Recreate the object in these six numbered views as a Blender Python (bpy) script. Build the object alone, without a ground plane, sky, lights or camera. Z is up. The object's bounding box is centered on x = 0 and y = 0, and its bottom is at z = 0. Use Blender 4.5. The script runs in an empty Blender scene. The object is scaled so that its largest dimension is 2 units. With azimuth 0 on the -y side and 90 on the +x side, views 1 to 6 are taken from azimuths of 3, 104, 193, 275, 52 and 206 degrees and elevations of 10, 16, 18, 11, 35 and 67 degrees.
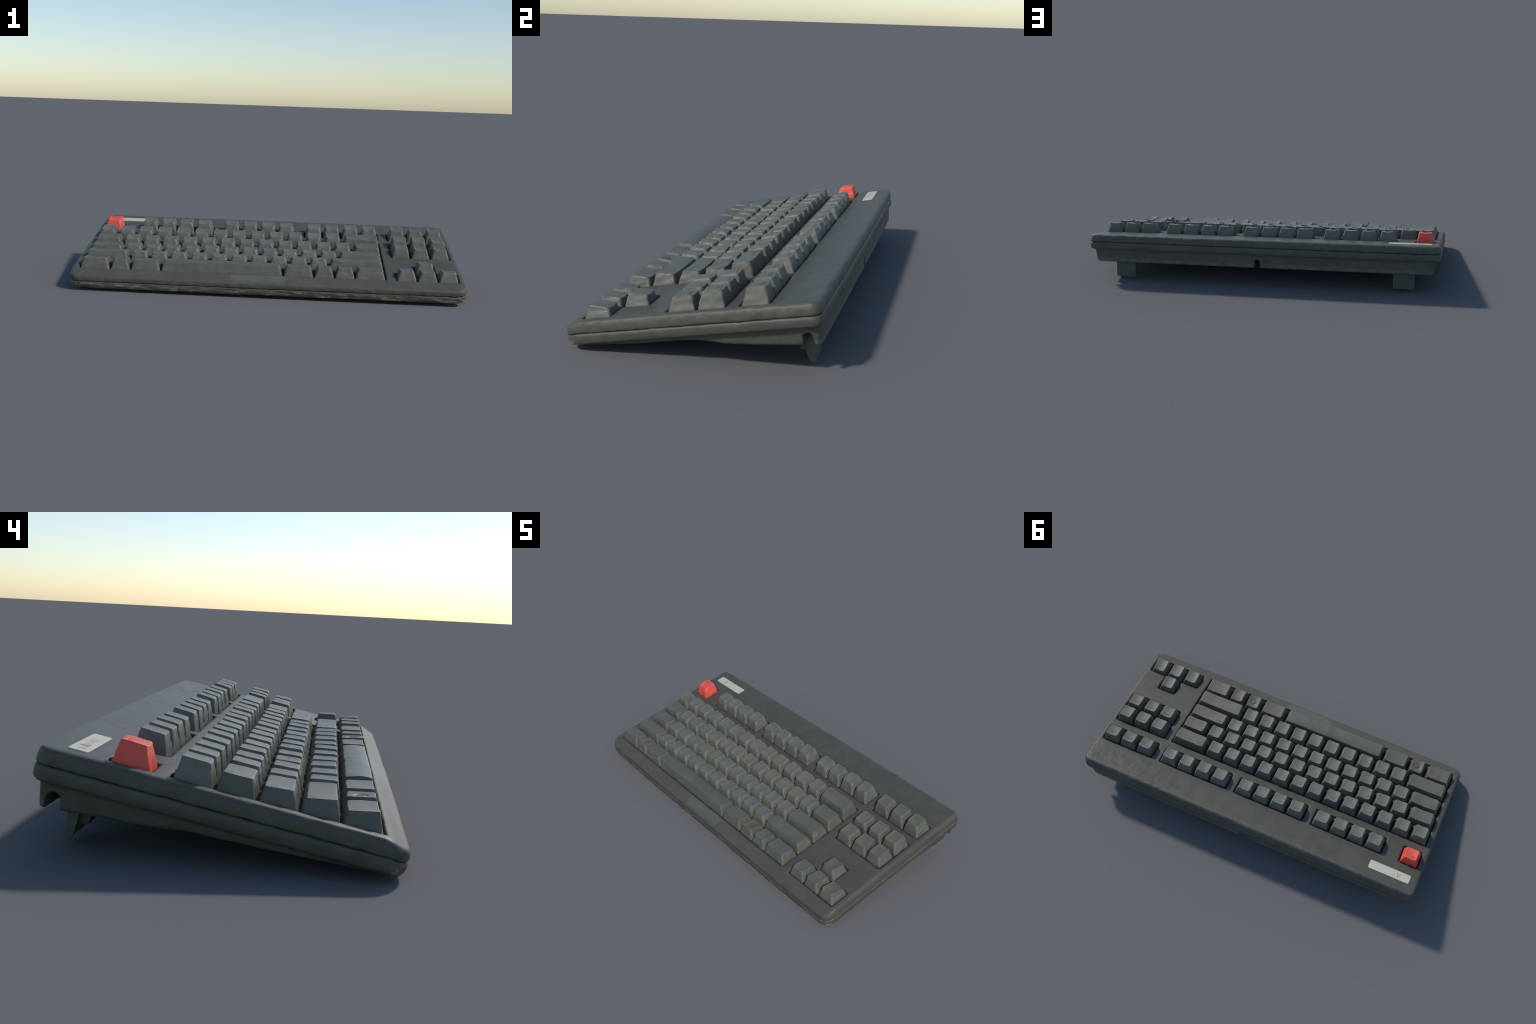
import bpy, bmesh, math, random
from mathutils import Matrix, Vector, noise
from mathutils.bvhtree import BVHTree

random.seed(7)
# ------------------------------------------------------------------ frame
# Local keyboard frame: x to the right, s up the sloping deck, n along the
# deck normal; n = 0 is the seam between the two halves of the housing.
SLOPE = math.atan(0.199)
TILT = Matrix.Translation((0, 0, 0.1440)) @ Matrix.Rotation(-0.0018, 4, 'Y') @ Matrix.Rotation(SLOPE, 4, 'X')
U = 0.1037                 # key pitch
X0 = -0.957                # left edge of the key field
NAV = 0.651                # left edge of the navigation block
DECK = 0.0430               # height of the deck over the seam
scene = bpy.context.scene
coll = scene.collection


# ------------------------------------------------------------------ helpers
def new_obj(name, mesh, parent, matrix=TILT):
    ob = bpy.data.objects.new(name, mesh)
    coll.objects.link(ob)
    ob.parent = parent
    ob.matrix_world = matrix
    return ob


def mesh_from(name, verts, faces, smooth=True, weld=False):
    me = bpy.data.meshes.new(name)
    me.from_pydata([tuple(v) for v in verts], [], faces)
    bm = bmesh.new()
    bm.from_mesh(me)
    if weld:
        bmesh.ops.remove_doubles(bm, verts=bm.verts, dist=1e-5)
    bmesh.ops.recalc_face_normals(bm, faces=bm.faces)
    bm.to_mesh(me)
    bm.free()
    if smooth:
        me.polygons.foreach_set("use_smooth", [True] * len(me.polygons))
    return me


def rounded_rect(x0, x1, s0, s1, r, per_corner=8, per_edge=1):
    pts = []
    rb, rf = r if isinstance(r, tuple) else (r, r)        # back and front corner radius
    cs = [(x1 - rb, s1 - rb, 0, rb), (x0 + rb, s1 - rb, 90, rb), (x0 + rf, s0 + rf, 180, rf), (x1 - rf, s0 + rf, 270, rf)]
    for k, (cx, cy, a0, r) in enumerate(cs):
        for i in range(per_corner + 1):
            a = math.radians(a0 + 90 * i / per_corner)
            pts.append((cx + r * math.cos(a), cy + r * math.sin(a)))
        nx, ny, na, nr = cs[(k + 1) % 4]
        p = pts[-1]
        q = (nx + nr * math.cos(math.radians(na)), ny + nr * math.sin(math.radians(na)))
        for i in range(1, per_edge):
            t = i / per_edge
            pts.append((p[0] + (q[0] - p[0]) * t, p[1] + (q[1] - p[1]) * t))
    return pts


def loft(rings, cap=True):
    n = len(rings[0])
    verts = [p for ring in rings for p in ring]
    faces = []
    for k in range(len(rings) - 1):
        for i in range(n):
            j = (i + 1) % n
            faces.append((k * n + i, k * n + j, (k + 1) * n + j, (k + 1) * n + i))
    if cap:
        faces.append(tuple(range(n - 1, -1, -1)))
        faces.append(tuple((len(rings) - 1) * n + i for i in range(n)))
    return verts, faces


def box(x0, x1, s0, s1, n0, n1, r=0.004):
    return loft([[(x, s, n0) for x, s in rounded_rect(x0, x1, s0, s1, r, 3)],
                 [(x, s, n1) for x, s in rounded_rect(x0, x1, s0, s1, r, 3)]])


def join(parts):
    V, F = [], []
    for v, f in parts:
        o = len(V)
        V += v
        F += [tuple(i + o for i in g) for g in f]
    return V, F


def apply_modifiers(ob):
    dg = bpy.context.evaluated_depsgraph_get()
    me = bpy.data.meshes.new_from_object(ob.evaluated_get(dg))
    old = ob.data
    ob.modifiers.clear()
    ob.data = me
    bpy.data.meshes.remove(old)


def carve_and_soften(ob, cutters, voxel=0.004, smooth=3):
    helpers = []
    for k, (v, f) in enumerate(cutters):
        h = bpy.data.objects.new("cut", mesh_from("cut", v, f, False))
        coll.objects.link(h)
        h.matrix_world = ob.matrix_world
        helpers.append(h)
        m = ob.modifiers.new("cut%d" % k, 'BOOLEAN')
        m.operation = 'DIFFERENCE'
        m.solver = 'EXACT'
        m.object = h
    m = ob.modifiers.new("voxel", 'REMESH')
    m.mode = 'VOXEL'
    m.voxel_size = voxel
    m.use_smooth_shade = True
    bpy.context.view_layer.update()
    apply_modifiers(ob)
    for h in helpers:
        me = h.data
        bpy.data.objects.remove(h)
        bpy.data.meshes.remove(me)
    bm = bmesh.new()
    bm.from_mesh(ob.data)
    soft = [v for v in bm.verts if abs(v.co.z) > 0.0065]      # leave the seam edge crisp
    for _ in range(smooth):
        bmesh.ops.smooth_vert(bm, verts=soft, factor=0.5, use_axis_x=True, use_axis_y=True, use_axis_z=True)
    bm.to_mesh(ob.data)
    bm.free()
    ob.data.polygons.foreach_set("use_smooth", [True] * len(ob.data.polygons))


def bow(me):
    """The long front and back walls swell a few millimetres in the middle."""
    for v in me.vertices:
        k = smooth01((abs(v.co.y) - 0.40) / 0.04)
        v.co.y += math.copysign(0.0045 * k * (1 - v.co.x ** 2), v.co.y)
        # the seam dips a little along the front
        v.co.z -= 0.0055 * smooth01((-0.40 - v.co.y) / 0.045) * max(0.0, 1 - max(0.0, -v.co.z) / 0.05)
        # and gapes at the right end
        if v.co.x > 0.95 and -0.008 < v.co.z < 0.0015 and v.co.y > -0.40:
            v.co.z -= 0.0016 + 0.0012 * noise.noise(Vector((v.co.y * 14, 1.0, 6.0)))
    me.update()


def smooth01(t):
    t = max(0.0, min(1.0, t))
    return t * t * (3 - 2 * t)


def roughen(me, amount):
    """Push every vertex along its normal by amount(co, normal)."""
    nrm = [v.normal.copy() for v in me.vertices]
    for v, n in zip(me.vertices, nrm):
        v.co += n * amount(v.co, n)
    me.update()


# ------------------------------------------------------------------ materials
def material(name, base, rough=0.6, spec=0.5):
    m = bpy.data.materials.new(name)
    m.use_nodes = True
    nt = m.node_tree
    b = nt.nodes["Principled BSDF"]
    b.inputs["Base Color"].default_value = (*base, 1)
    b.inputs["Roughness"].default_value = rough
    b.inputs["Specular IOR Level"].default_value = spec
    return m, nt, b


def node(nt, kind, **kw):
    n = nt.nodes.new(kind)
    for k, v in kw.items():
        if k in n.inputs:
            n.inputs[k].default_value = v
        else:
            setattr(n, k, v)
    return n


def tex_noise(nt, vec, scale, detail=3, rough=0.55, w=None):
    t = node(nt, 'ShaderNodeTexNoise', Scale=scale, Detail=detail, Roughness=rough)
    if w is not None:
        t.noise_dimensions = '4D'
        nt.links.new(w, t.inputs['W'])
    nt.links.new(vec, t.inputs['Vector'])
    return t.outputs['Fac']


def remap(nt, val, a, b, lo=0.0, hi=1.0):
    n = nt.nodes.new('ShaderNodeMapRange')
    n.interpolation_type = 'SMOOTHSTEP'
    n.inputs['From Min'].default_value = a
    n.inputs['From Max'].default_value = b
    n.inputs['To Min'].default_value = lo
    n.inputs['To Max'].default_value = hi
    nt.links.new(val, n.inputs['Value'])
    return n.outputs['Result']


def mult(nt, a, b):
    n = node(nt, 'ShaderNodeMath', operation='MULTIPLY')
    nt.links.new(a, n.inputs[0])
    if isinstance(b, float):
        n.inputs[1].default_value = b
    else:
        nt.links.new(b, n.inputs[1])
    return n.outputs[0]


def mix(nt, fac, a, b):
    n = nt.nodes.new('ShaderNodeMix')
    n.data_type = 'RGBA'
    nt.links.new(fac, n.inputs[0])
    for sock, v in ((n.inputs[6], a), (n.inputs[7], b)):
        if isinstance(v, tuple):
            sock.default_value = (*v, 1)
        else:
            nt.links.new(v, sock)
    return n.outputs[2]


def bump(nt, bsdf, height, strength, dist):
    n = node(nt, 'ShaderNodeBump', Strength=strength, Distance=dist)
    nt.links.new(height, n.inputs['Height'])
    nt.links.new(n.outputs['Normal'], bsdf.inputs['Normal'])


def plastic(name, dark, light, rough, lump=1.0, per_object=True):
    """Aged matt plastic: cloudy tone, fine speckle and shallow bumps."""
    m, nt, b = material(name, light, rough)
    co = node(nt, 'ShaderNodeTexCoord').outputs['Object']
    w = None
    if per_object:
        w = mult(nt, node(nt, 'ShaderNodeObjectInfo').outputs['Random'], 37.0)
    cloud = remap(nt, tex_noise(nt, co, 14, 3, 0.5, w), 0.32, 0.68)
    col = mix(nt, cloud, dark, light)
    speck = remap(nt, tex_noise(nt, co, 150, 3, 0.6, w), 0.62, 0.8, 0.0, 0.25)
    col = mix(nt, speck, col, tuple(c * 1.35 for c in light))
    nt.links.new(col, b.inputs['Base Color'])
    h = tex_noise(nt, co, 30, 4, 0.5, w)
    bump(nt, b, h, 0.30 * lump, 0.005)
    return m, nt, b, co, col


KEY, *_ = plastic("key_plastic", (0.136, 0.139, 0.112), (0.160, 0.163, 0.131), 0.52)
MODKEY, *_ = plastic("modifier_key_plastic", (0.114, 0.115, 0.090), (0.131, 0.132, 0.103), 0.52)
NAVKEY, *_ = plastic("navigation_key_plastic", (0.120, 0.121, 0.096), (0.145, 0.146, 0.116), 0.52)
RED, *_ = plastic("red_key_plastic", (0.78, 0.088, 0.062), (0.86, 0.112, 0.080), 0.5)
SPACE, *_ = plastic("spacebar_plastic", (0.106, 0.110, 0.090), (0.123, 0.127, 0.104), 0.52)
FOOT, *_ = plastic("foot_plastic", (0.075, 0.078, 0.068), (0.10, 0.10, 0.088), 0.7)
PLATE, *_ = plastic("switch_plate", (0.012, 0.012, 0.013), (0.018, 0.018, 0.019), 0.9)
LEGEND, *_ = material("legend_print", (0.096, 0.100, 0.086), 0.5)
LEGEND_RED, *_ = material("legend_print_on_red", (0.28, 0.05, 0.045), 0.6)
EMBLEM, *_ = material("emblem_print", (0.085, 0.088, 0.078), 0.5)
BADGE, *_ = plastic("badge_silver", (0.53, 0.52, 0.40), (0.59, 0.58, 0.455), 0.6, 0.15)
BADGE_TXT, *_ = material("badge_lettering", (0.62, 0.64, 0.60), 0.5)
BADGE_RED, *_ = material("badge_red", (0.62, 0.17, 0.12), 0.5)


def case_material(name, dark, light):
    m, nt, b, co, col = plastic(name, dark, light, 0.5, 0.6, False)
    sep = node(nt, 'ShaderNodeSeparateXYZ')
    nt.links.new(co, sep.inputs[0])
    x, s, n = sep.outputs
    grime = tex_noise(nt, co, 26, 5, 0.65)
    # tan dirt and pale scuffs along the front underside
    front = mult(nt, remap(nt, s, -0.425, -0.447), remap(nt, n, -0.002, -0.014))
    tan = mult(nt, front, remap(nt, grime, 0.42, 0.62, 0.0, 0.75))
    col2 = mix(nt, tan, col, (0.115, 0.100, 0.066))
    stretch = node(nt, 'ShaderNodeMapping')
    stretch.inputs['Scale'].default_value = (0.35, 1.6, 1.6)
    nt.links.new(co, stretch.inputs['Vector'])
    low = mult(nt, remap(nt, s, -0.405, -0.435), remap(nt, n, -0.010, -0.020))
    pale = mult(nt, low, remap(nt, tex_noise(nt, stretch.outputs[0], 42, 5, 0.7), 0.50, 0.62, 0.0, 0.85))
    col2 = mix(nt, pale, col2, (0.27, 0.25, 0.18))
    # brighter exposure rectangle of the scan, painted into the middle of the front lip
    patch = mult(nt, mult(nt, remap(nt, x, -0.185, -0.178), remap(nt, x, 0.098, 0.091)),
                 mult(nt, remap(nt, s, -0.395, -0.399), remap(nt, n, 0.022, 0.028)))
    col2 = mix(nt, mult(nt, patch, 0.38), col2, (0.155, 0.160, 0.145))
    # pale speckled line along the rear top edge
    crest = mult(nt, remap(nt, s, 0.432, 0.442), remap(nt, n, 0.026, 0.034))
    crest = mult(nt, crest, remap(nt, tex_noise(nt, co, 55, 5, 0.7), 0.40, 0.66, 0.05, 0.40))
    col2 = mix(nt, crest, col2, (0.17, 0.17, 0.14))
    # dust in an uneven band along the foot of the back panel
    dust = mult(nt, remap(nt, s, 0.40, 0.415), remap(nt, n, -0.088, -0.097))
    dust = mult(nt, dust, remap(nt, tex_noise(nt, co, 18, 4, 0.6), 0.35, 0.6, 0.1, 0.6))
    col2 = mix(nt, dust, col2, (0.15, 0.16, 0.14))
    nt.links.new(col2, b.inputs['Base Color'])
    b.inputs['Specular IOR Level'].default_value = 0.36
    return m


CASE = case_material("housing_plastic", (0.078, 0.078, 0.061), (0.092, 0.092, 0.072))

# ------------------------------------------------------------------ root
root = bpy.data.objects.new("keyboard", None)
coll.objects.link(root)
root["label"] = "worn dark grey compact keyboard with one red key"
root["category"] = "keyboard"

# ------------------------------------------------------------------ housing
HX, S0, S1 = 0.9985, -0.4580, 0.4535


def shell_ring(inset, n, r=0.052, front=0.5):
    return [(x, s, n) for x, s in rounded_rect(-HX + 0.85 * inset, HX - 0.85 * inset,
                                               S0 + front * inset, S1 - 0.7 * inset,
                                               (max(r - 0.018 - inset, 0.010), max(r - inset, 0.012)), 10)]


upper = loft([shell_ring(*p) for p in [(0.0012, 0.0002), (0.001, 0.012), (0.002, 0.022), (0.0045, 0.0310),
                                       (0.0085, 0.0375), (0.0145, 0.0414), (0.021, 0.0426), (0.030, DECK)]])
upper_case = new_obj("upper_case", mesh_from("upper_case", *upper), root)

G = 0.0025                                 # play between keys and the well wall
ROW = {'f': 0.2315, 'n': 0.0785, 'q': -0.0265, 'a': -0.1308, 'z': -0.2340, 'c': -0.3370}
H = U / 2


def well(xa, xb, sa, sb):
    return box(xa - G, xb + G, sa - G, sb + G, -0.02, 0.08)


def fx(u):
    return X0 + u * U


wells = [well(fx(0), fx(1), ROW['f'] - H, ROW['f'] + H)]
for a in (2, 6.5, 11):
    wells.append(well(fx(a), fx(a + 4), ROW['f'] - H, ROW['f'] + H))
wells.append(well(fx(0), fx(15), ROW['c'] - H, ROW['n'] + H))
wells.append(well(NAV, NAV + 3 * U, ROW['f'] - H, ROW['f'] + H))
wells.append(well(NAV, NAV + 3 * U, ROW['q'] - H, ROW['n'] + H))
wells.append(well(NAV, NAV + 3 * U, ROW['c'] - H, ROW['c'] + H))
wells.append(well(NAV + U, NAV + 2 * U, ROW['c'], ROW['z'] + H))
# a small hole broken into the right front corner of the seam
pit = [box(0.955, 0.972, -0.475, -0.445, -0.006, 0.0055, 0.003)]
carve_and_soften(upper_case, wells + pit, 0.004, 2)


def case_lumps(co, n):
    side = 1 - smooth01((n.z - 0.3) / 0.6)
    d = 0.0017 * side * noise.noise(co * 22) + 0.0013 * side * noise.noise(co * 55)
    d += 0.0008 * noise.noise(Vector((co.x * 4, co.y * 6, 3.1)))
    # rippled patch on the right of the rear deck
    k = smooth01((co.x - 0.28) / 0.25) * smooth01((co.y - 0.285) / 0.05) * (1 - side)
    d += 0.0016 * k * noise.noise(Vector((co.x * 13, co.y * 20, 8.7))) + 0.0009 * k * noise.noise(co * 40)
    return d


# the front lip falls away from the keys towards the hands
for v in upper_case.data.vertices:
    if v.co.z > 0:
        v.co.z *= 1 - 0.40 * max(0.0, min(1.0, (-0.388 - v.co.y) / 0.078))
upper_case.data.update()
bow(upper_case.data)
roughen(upper_case.data, case_lumps)
upper_case.data.materials.append(CASE)

# lower half: lip around the rim, belly that deepens to the back
lip = loft([shell_ring(i, n) for i, n in [(0.0005, -0.0003), (0.000, -0.018), (0.002, -0.031),
                                          (0.005, -0.038), (0.012, -0.0415), (0.035, -0.042)]])
profile_left = [(-0.446, -0.030), (-0.438, -0.050), (-0.340, -0.0580), (-0.14, -0.071), (-0.01, -0.077), (0.06, -0.079),
                (0.11, -0.087), (0.16, -0.094), (0.27, -0.1020), (0.410, -0.1160), (0.432, -0.1155), (0.441, -0.030)]
profile_right = [(-0.446, -0.030), (-0.438, -0.051), (-0.340, -0.0590), (-0.19, -0.0645), (-0.04, -0.0640), (0.03, -0.070),
                 (0.07, -0.079), (0.11, -0.089), (0.20, -0.0990), (0.410, -0.1160), (0.432, -0.1155), (0.441, -0.030)]


def belly_station(x, t, end):
    out = []
    for (sa, na), (sb, nb) in zip(profile_left, profile_right):
        s, n = sa + (sb - sa) * t, na + (nb - na) * t
        if s > 0.3:
            s -= end * 0.6
        elif s < -0.4:
            s += end
        if n < -0.045:
            n += end * 0.35
        # side walls lean in towards the bottom
        lean = 0.16 * max(0.0, -0.045 - n)
        out.append((x - math.copysign(lean, x), s, n))
    return out


belly = loft([belly_station(x, t, e) for x, t, e in
              [(-0.972, 0, 0.026), (-0.968, 0, 0.014), (-0.958, 0, 0.005), (-0.944, 0, 0.0), (-0.2, 0, 0), (0.2, 1, 0),
               (0.944, 1, 0.0), (0.958, 1, 0.005), (0.968, 1, 0.014), (0.972, 1, 0.026)]])
lower_case = new_obj("lower_case", mesh_from("lower_case", *join([lip, belly])), root)


def arch(axis, centre, half, top, lo, hi, floor=-0.15):
    """Arched cable slot: a box with a round top, run along x or s."""
    prof = [(centre - half, floor), (centre + half, floor), (centre + half, top - half)]
    for i in range(1, 8):
        a = math.pi * i / 8
        prof.append((centre + half * math.cos(a), top - half + half * math.sin(a)))
    prof.append((centre - half, top - half))
    if axis == 's':
        return loft([[(p, v, n) for p, n in prof] for v in (lo, hi)])
    return loft([[(v, p, n) for p, n in prof] for v in (lo, hi)])


slots = pit + [box(0.968, 0.980, -0.475, -0.442, -0.024, -0.014, 0.003), box(-0.958, -0.943, -0.475, -0.445, -0.022, -0.012, 0.003),
         arch('s', 0.003, 0.0155, -0.068, 0.33, 0.50),
         arch('x', 0.394, 0.019, -0.066, -1.1, -0.84),
         arch('x', 0.392, 0.018, -0.066, 0.86, 1.1)]
lower_case.modifiers.new("merge", 'REMESH')
lower_case.modifiers["merge"].mode = 'VOXEL'
lower_case.modifiers["merge"].voxel_size = 0.0045
bpy.context.view_layer.update()
apply_modifiers(lower_case)
carve_and_soften(lower_case, slots, 0.0045, 2)


def lower_lumps(co, n):
    side = 1 - smooth01((-n.z - 0.3) / 0.6)
    d = 0.0018 * side * noise.noise(co * 20 + Vector((5, 1, 2))) + 0.001 * noise.noise(co * 60)
    # ragged, half-scraped front underside
    k = smooth01((-0.425 - co.y) / 0.02) * smooth01((-0.006 - co.z) / 0.012)
    d += 0.004 * k * noise.noise(Vector((co.x * 18, co.y * 60, co.z * 70))) 
    # ragged lip above the back panel
    k = smooth01((co.y - 0.43) / 0.015) * smooth01((-0.026 - co.z) / 0.006) * smooth01((co.z + 0.048) / 0.006)
    d += 0.003 * k * noise.noise(Vector((co.x * 24, 4.0, co.z * 40)))
    return d


bow(lower_case.data)
roughen(lower_case.data, lower_lumps)
lower_case.data.materials.append(CASE)

# switch plate that closes the wells from below
plate = join([box(-0.965, 0.968, -0.40, 0.295, 0.010, 0.031)])
pl = new_obj("switch_plate", mesh_from("switch_plate", *plate, smooth=False), root)
pl.data.materials.append(PLATE)

# ------------------------------------------------------------------ keycaps
# per row: (front, back) s of the base, then (s, n) of the top's front and back edge
SCULPT = {
    'f': ((-0.0495, 0.0495), (-0.0270, 0.0930), (0.0410, 0.0960)),
    'n': ((-0.0495, 0.0495), (-0.0305, 0.0920), (0.0425, 0.0945)),
    'q': ((-0.0500, 0.0490), (-0.0305, 0.0835), (0.0440, 0.0830)),
    'a': ((-0.0500, 0.0490), (-0.0255, 0.0800), (0.0450, 0.0735)),
    'z': ((-0.0500, 0.0490), (-0.0275, 0.0860), (0.0440, 0.0720)),
    'c': ((-0.0500, 0.0490), (-0.0280, 0.0845), (0.0460, 0.0680)),
}
BASE_N = 0.024
KEY_GAP, KEY_TAPER = 0.0048, 0.0155


def top_height(row, w, x, s, kind):
    (sf, nf), (sb, nb) = SCULPT[row][1:]
    n = nf + (nb - nf) * (s - sf) / (sb - sf)
    hw = (w * U - KEY_GAP) / 2 - KEY_TAPER
    if kind == 'space':
        mid = (s - (sf + sb) / 2) / ((sb - sf) / 2)
        return n + 0.0025 - 0.0045 * mid * mid
    t = min(1.0, abs(x) / hw)
    flat = 1.0 if w < 1.3 else 0.85
    n -= 0.0042 * flat * (1 - t ** 2)
    if kind == 'emblem':
        r = math.hypot(x, s - (sf + sb) / 2)
        n -= 0.0022 * (1 - smooth01((r - 0.016) / 0.006))
        n += 0.0012 * (1 - smooth01((r - 0.006) / 0.005))
    return n


def keycap_mesh(row, w, kind, seed):
    (b0, b1), (sf, nf), (sb, nb) = SCULPT[row]
    hx = (w * U - KEY_GAP) / 2
    tx = hx - KEY_TAPER
    per_edge = 8 if w < 1.3 else (14 if w < 3 else 40)
    rings = []
    corner = 5
    for k in range(9):                                     # skirt
        t = k / 8
        curve = t - 0.015 * math.sin(math.pi * t)
        x = hx + (tx - hx) * curve
        s0 = b0 + (sf - b0) * curve
        s1 = b1 + (sb - b1) * curve
        ring = []
        for px, ps in rounded_rect(-x, x, s0, s1, 0.006 + 0.004 * t, corner, per_edge):
            top = top_height(row, w, px, max(sf, min(sb, ps)), kind) - 0.0016
            ring.append((px, ps, BASE_N + (top - BASE_N) * t))
        rings.append(ring)
    for inset, drop in ((0.0005, 0.0008), (0.0014, 0.0002), (0.0030, 0.0)):   # rounded rim
        ring = []
        for px, ps in rounded_rect(-tx + inset, tx - inset, sf + inset, sb - inset, 0.010 - inset, corner, per_edge):
            ring.append((px, ps, top_height(row, w, px, ps, kind) - drop))
        rings.append(ring)
    # dished top: shrink the last ring towards the middle line
    last = rings[-1]
    mid_s = (sf + sb) / 2
    half = (sb - sf) / 2
    steps = 14 if kind == 'emblem' else 6
    for k in range(1, steps + 1):
        f = 1 - k / steps
        ring = []
        for px, ps, _ in last:
            if w < 1.3:
                qx = px * f
            else:
                lim = max(0.0, (tx - 0.0030) - half * (1 - f))
                qx = px * lim / (tx - 0.0030)
            qs = mid_s + (ps - mid_s) * f
            ring.append((qx, qs, top_height(row, w, qx, qs, kind)))
        rings.append(ring)
    v, f = loft(rings, cap=False)
    n = len(rings[0])
    f.append(tuple(range(n - 1, -1, -1)))
    me = mesh_from("keycap", v, f, weld=True)
    off = Vector((seed * 3.7, seed * 1.3, seed * 5.1))

    def lumps(co, nn):
        side = 1 - smooth01((nn.z - 0.55) / 0.35)
        d = 0.0015 * noise.noise(co * 26 + off) * (0.5 + 0.5 * side)
        d += 0.0018 * side * noise.noise(co * 60 + off)
        # puckered vertical corners
        cx = smooth01((abs(co.x) - (hx - 0.024)) / 0.012) * side
        d += 0.0030 * cx * noise.noise(Vector((co.x * 30, co.y * 30, co.z * 120)) + off)
        return d
    roughen(me, lumps)
    return me


def legend_mesh(text, size, cap_mesh, x_left, s_top):
    """Printed characters laid on the dished top of one keycap."""
    tree = BVHTree.FromPolygons([v.co for v in cap_mesh.vertices], [p.vertices for p in cap_mesh.polygons])
    cu = bpy.data.curves.new("legend", 'FONT')
    cu.body = text
    cu.size = size
    cu.space_line = 0.8
    cu.resolution_u = 2
    tmp = bpy.data.objects.new("legend_tmp", cu)
    coll.objects.link(tmp)
    dg = bpy.context.evaluated_depsgraph_get()
    me = bpy.data.meshes.new_from_object(tmp.evaluated_get(dg))
    bpy.data.objects.remove(tmp)
    bpy.data.curves.remove(cu)
    if not me.vertices:
        return me
    bm = bmesh.new()
    bm.from_mesh(me)
    bmesh.ops.subdivide_edges(bm, edges=[e for e in bm.edges if e.calc_length() > 0.004], cuts=3)
    bm.to_mesh(me)
    bm.free()
    ymax = max(v.co.y for v in me.vertices)
    for v in me.vertices:
        x = v.co.x + x_left
        s = v.co.y - ymax + s_top
        hit = tree.ray_cast(Vector((x, s, 0.2)), Vector((0, 0, -1)))[0]
        v.co = (x, s, hit.z + 0.0005)
    return me


keys = []                      # (row, left x, width in u, legend, kind, material)


def run(row, start, items, mat=None):
    x = start
    for item in items:
        text, w = item[0], item[1]
        kind = item[2] if len(item) > 2 else ''
        m = item[3] if len(item) > 3 else mat
        keys.append((row, x, w, text, kind, m))
        x += w * U


def plain(texts):
    return [(t, 1) for t in texts]


run('f', fx(0), [("Esc", 1, '', RED)])
for i, a in enumerate((2, 6.5, 11)):
    run('f', fx(a), plain(["F%d" % (4 * i + k) for k in (1, 2, 3, 4)]), KEY)
run('n', fx(0), plain(["~\n`", "!\n1", "@\n2", "#\n3", "$\n4", "%\n5", "^\n6", "&\n7", "*\n8", "(\n9", ")\n0", "_\n-", "+\n="]), KEY)
run('n', fx(13), [("Back\nSpace", 2)], MODKEY)
run('q', fx(0), [("Tab", 1.5)], MODKEY)
run('q', fx(1.5), plain(list("QWERTYUIOP") + ["{\n[", "}\n]"]), KEY)
run('q', fx(13.5), [("|\n\\", 1.5)], MODKEY)
run('a', fx(0), [("Caps\nLock", 1.75)], MODKEY)
run('a', fx(1.75), plain(list("ASDFGHJKL") + [":\n;", "\"\n'"]), KEY)
run('a', fx(12.75), [("Enter", 2.25)], MODKEY)
run('z', fx(0), [("Shift", 2.25)], MODKEY)
run('z', fx(2.25), plain(list("ZXCVBNM") + ["<\n,", ">\n.", "?\n/"]), KEY)
run('z', fx(12.25), [("Shift", 2.75)], MODKEY)
run('c', fx(0), [("Ctrl", 1.5), ("", 1, 'emblem'), ("Alt", 1.5), ("", 6, 'space', SPACE), ("Alt", 1.5), ("", 1, 'emblem'),
                 ("Fn", 1), ("Ctrl", 1.5)], MODKEY)
run('f', NAV, [("Print\nScreen", 1), ("Scroll\nLock", 1), ("Pause\nBreak", 1)], NAVKEY)
run('n', NAV, [("Insert", 1), ("Home", 1), ("Page\nUp", 1)], NAVKEY)
run('q', NAV, [("Delete", 1), ("End", 1), ("Page\nDown", 1)], NAVKEY)
run('z', NAV + U, [("^", 1)], NAVKEY)
run('c', NAV, [("<", 1), ("v", 1), (">", 1)], NAVKEY)

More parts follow.
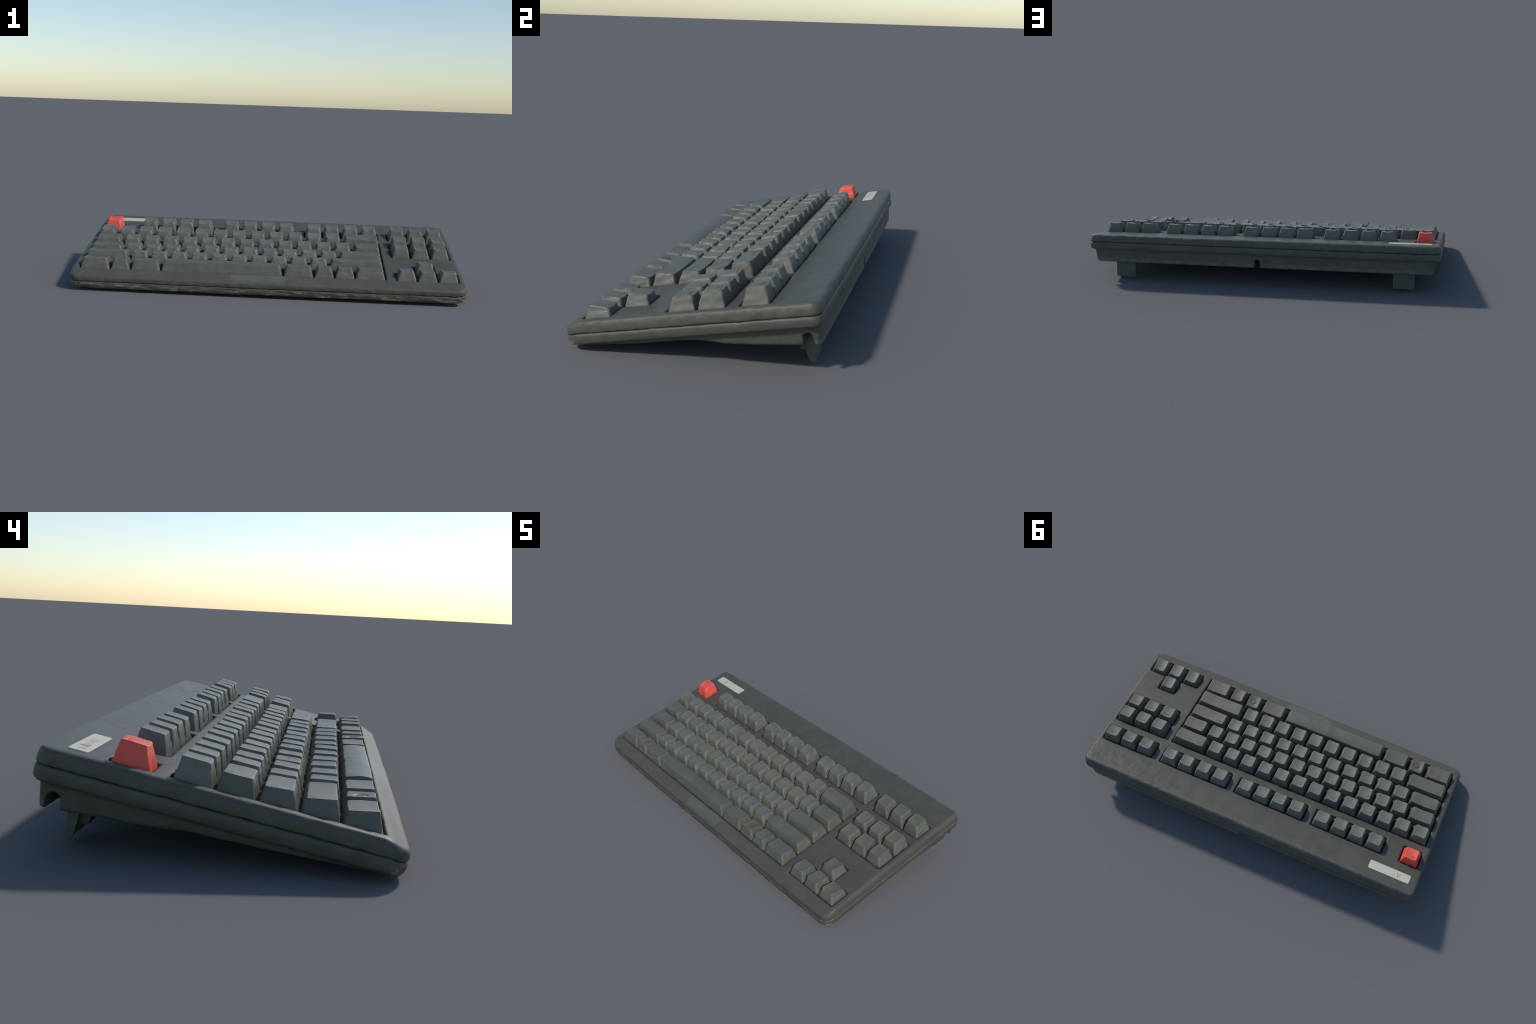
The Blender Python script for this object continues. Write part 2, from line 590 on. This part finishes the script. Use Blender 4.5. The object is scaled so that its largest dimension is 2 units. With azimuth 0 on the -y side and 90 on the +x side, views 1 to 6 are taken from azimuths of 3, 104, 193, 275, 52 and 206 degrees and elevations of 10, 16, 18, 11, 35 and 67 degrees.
cache = {}
legends = []
for idx, (row, x, w, text, kind, mat) in enumerate(keys):
    variant = random.randrange(3) if w == 1 and kind == '' and mat is not RED else 0
    tag = (row, w, kind, variant, mat.name)
    if tag not in cache:
        me = keycap_mesh(row, w, kind, len(cache) + 1)
        me.materials.append(mat)
        cache[tag] = me
    name = "spacebar" if kind == 'space' else "keycap"
    jit = Matrix.Translation((x + w * U / 2 + random.uniform(-.0008, .0008), ROW[row] + random.uniform(-.0008, .0008),
                              0.0025 + random.uniform(-.0012, .0012)))
    amp = 0.022 if w < 1.3 else 0.006
    jit = jit @ Matrix.Rotation(random.uniform(-amp, amp), 4, 'X') @ Matrix.Rotation(random.uniform(-amp, amp) * 0.7, 4, 'Y') \
        @ Matrix.Rotation(random.uniform(-.012, .012) / w, 4, 'Z')
    cap = new_obj(name, cache[tag], root, TILT @ jit)
    sf, sb = SCULPT[row][1][0], SCULPT[row][2][0]
    tx = (w * U - KEY_GAP) / 2 - KEY_TAPER
    if text:
        lines = text.split("\n")
        long = max(len(t) for t in lines)
        size = 0.029 if long == 1 and len(lines) == 1 else (0.021 if long <= 3 else 0.0145)
        lm = legend_mesh(text, size, cache[tag], -tx + 0.010, sb - 0.009)
        lm.materials.append(LEGEND_RED if mat is RED else LEGEND)
        new_obj("legend", lm, cap, TILT @ jit)
    if kind == 'emblem':
        mid = (sf + sb) / 2
        rings = []
        for r, dz in ((0.0135, 0.0008), (0.0120, 0.0012), (0.0085, 0.0012), (0.0070, 0.0008)):
            rings.append([(r * math.cos(a * math.tau / 32), mid + r * math.sin(a * math.tau / 32),
                           top_height(row, w, r * math.cos(a * math.tau / 32), mid + r * math.sin(a * math.tau / 32), kind) + dz)
                          for a in range(32)])
        em = mesh_from("emblem_ring", *loft(rings, cap=False))
        em.materials.append(EMBLEM)
        new_obj("emblem_ring", em, cap, TILT @ jit)

# ------------------------------------------------------------------ badge
BX0, BX1, BS0, BS1 = -0.947, -0.716, 0.3400, 0.3915
badge = loft([[(x, s, n) for x, s in rounded_rect(BX0 + i, BX1 - i, BS0 + i, BS1 - i, 0.008, 6)]
              for i, n in ((0, DECK - 0.004), (0, DECK + 0.0015), (0.0015, DECK + 0.0025))])
bo = new_obj("badge", mesh_from("badge", *badge, smooth=False), root)
bo.data.materials.append(BADGE)


def flat_text(text, size, x, s, n, mat, name, parent, squeeze=1.0):
    cu = bpy.data.curves.new(name, 'FONT')
    cu.body = text
    cu.size = size
    tmp = bpy.data.objects.new("t", cu)
    coll.objects.link(tmp)
    me = bpy.data.meshes.new_from_object(tmp.evaluated_get(bpy.context.evaluated_depsgraph_get()))
    bpy.data.objects.remove(tmp)
    me.transform(Matrix.Translation((x, s, n)) @ Matrix.Diagonal((squeeze, 1, 1, 1)))
    me.materials.append(mat)
    new_obj(name, me, parent)
    return max(v.co.x for v in me.vertices)


ts, tn = 0.3555, DECK + 0.0029
end = flat_text("RE", 0.027, -0.926, ts, tn, BADGE_TXT, "lettering", bo)
# the red chevron that stands for the A
cx, ch, cw = end + 0.0145, 0.024, 0.011
bars = []
for sgn, th in ((-1, 0.0042), (1, 0.0028)):
    quad = [(cx + sgn * cw, ts - 0.002), (cx + sgn * (cw - th), ts - 0.002), (cx - 0.001, ts + ch - 0.004), (cx + sgn * 0.0015, ts + ch)]
    bars.append(loft([[(px, ps, tn - 0.0006) for px, ps in quad], [(px, ps, tn + 0.0002) for px, ps in quad]]))
cm = mesh_from("chevron", *join(bars), smooth=False)
cm.materials.append(BADGE_RED)
new_obj("chevron", cm, bo)
flat_text("LFORCE", 0.027, cx + 0.012, ts, tn, BADGE_TXT, "lettering", bo)

# ------------------------------------------------------------------ feet
# folding feet: a wide flap with a ragged lower edge and a rib behind it, in world axes
for side in (-1, 1):
    xc = side * 0.801
    hw = 0.0575
    cols = 28
    rows_ = [(0.120, 0.376, 0.030), (0.09, 0.382, 0.030), (0.05, 0.391, 0.027), (0.02, 0.398, 0.022)]
    verts, faces = [], []
    rag = [0.017 + 0.007 * noise.noise(Vector((i * 0.6, side * 4.0, 2.0))) for i in range(cols + 1)]
    rag[4 if side < 0 else 22] = 0.002
    for i in range(cols + 1):
        x = xc - hw + 2 * hw * i / cols
        ring = [(x, y - d / 2, z) for z, y, d in rows_]
        ring += [(x, 0.401 - 0.008, rag[i]), (x, 0.401 + 0.008, rag[i])]
        ring += [(x, y + d / 2, z) for z, y, d in reversed(rows_)]
        for p in ring:
            j = 0.0014 * noise.noise(Vector(p) * 45)
            verts.append((p[0], p[1] + j, p[2]))
    m = 10
    for i in range(cols):
        for k in range(m):
            a, b = i * m + k, i * m + (k + 1) % m
            faces.append((a, b, b + m, a + m))
    faces.append(tuple(range(m)))
    faces.append(tuple(cols * m + k for k in range(m - 1, -1, -1)))
    rib = loft([[(x, s, z) for x, s in rounded_rect(xc - 0.035, xc + 0.035, s0, s1, 0.004, 3)]
                for z, s0, s1 in ((0.115, 0.330, 0.376), (0.068, 0.345, 0.386), (0.048, 0.352, 0.390))])
    fm = mesh_from("foot", *join([(verts, faces), rib]), smooth=False)
    fm.materials.append(FOOT)
    new_obj("foot", fm, root, Matrix.Identity(4))
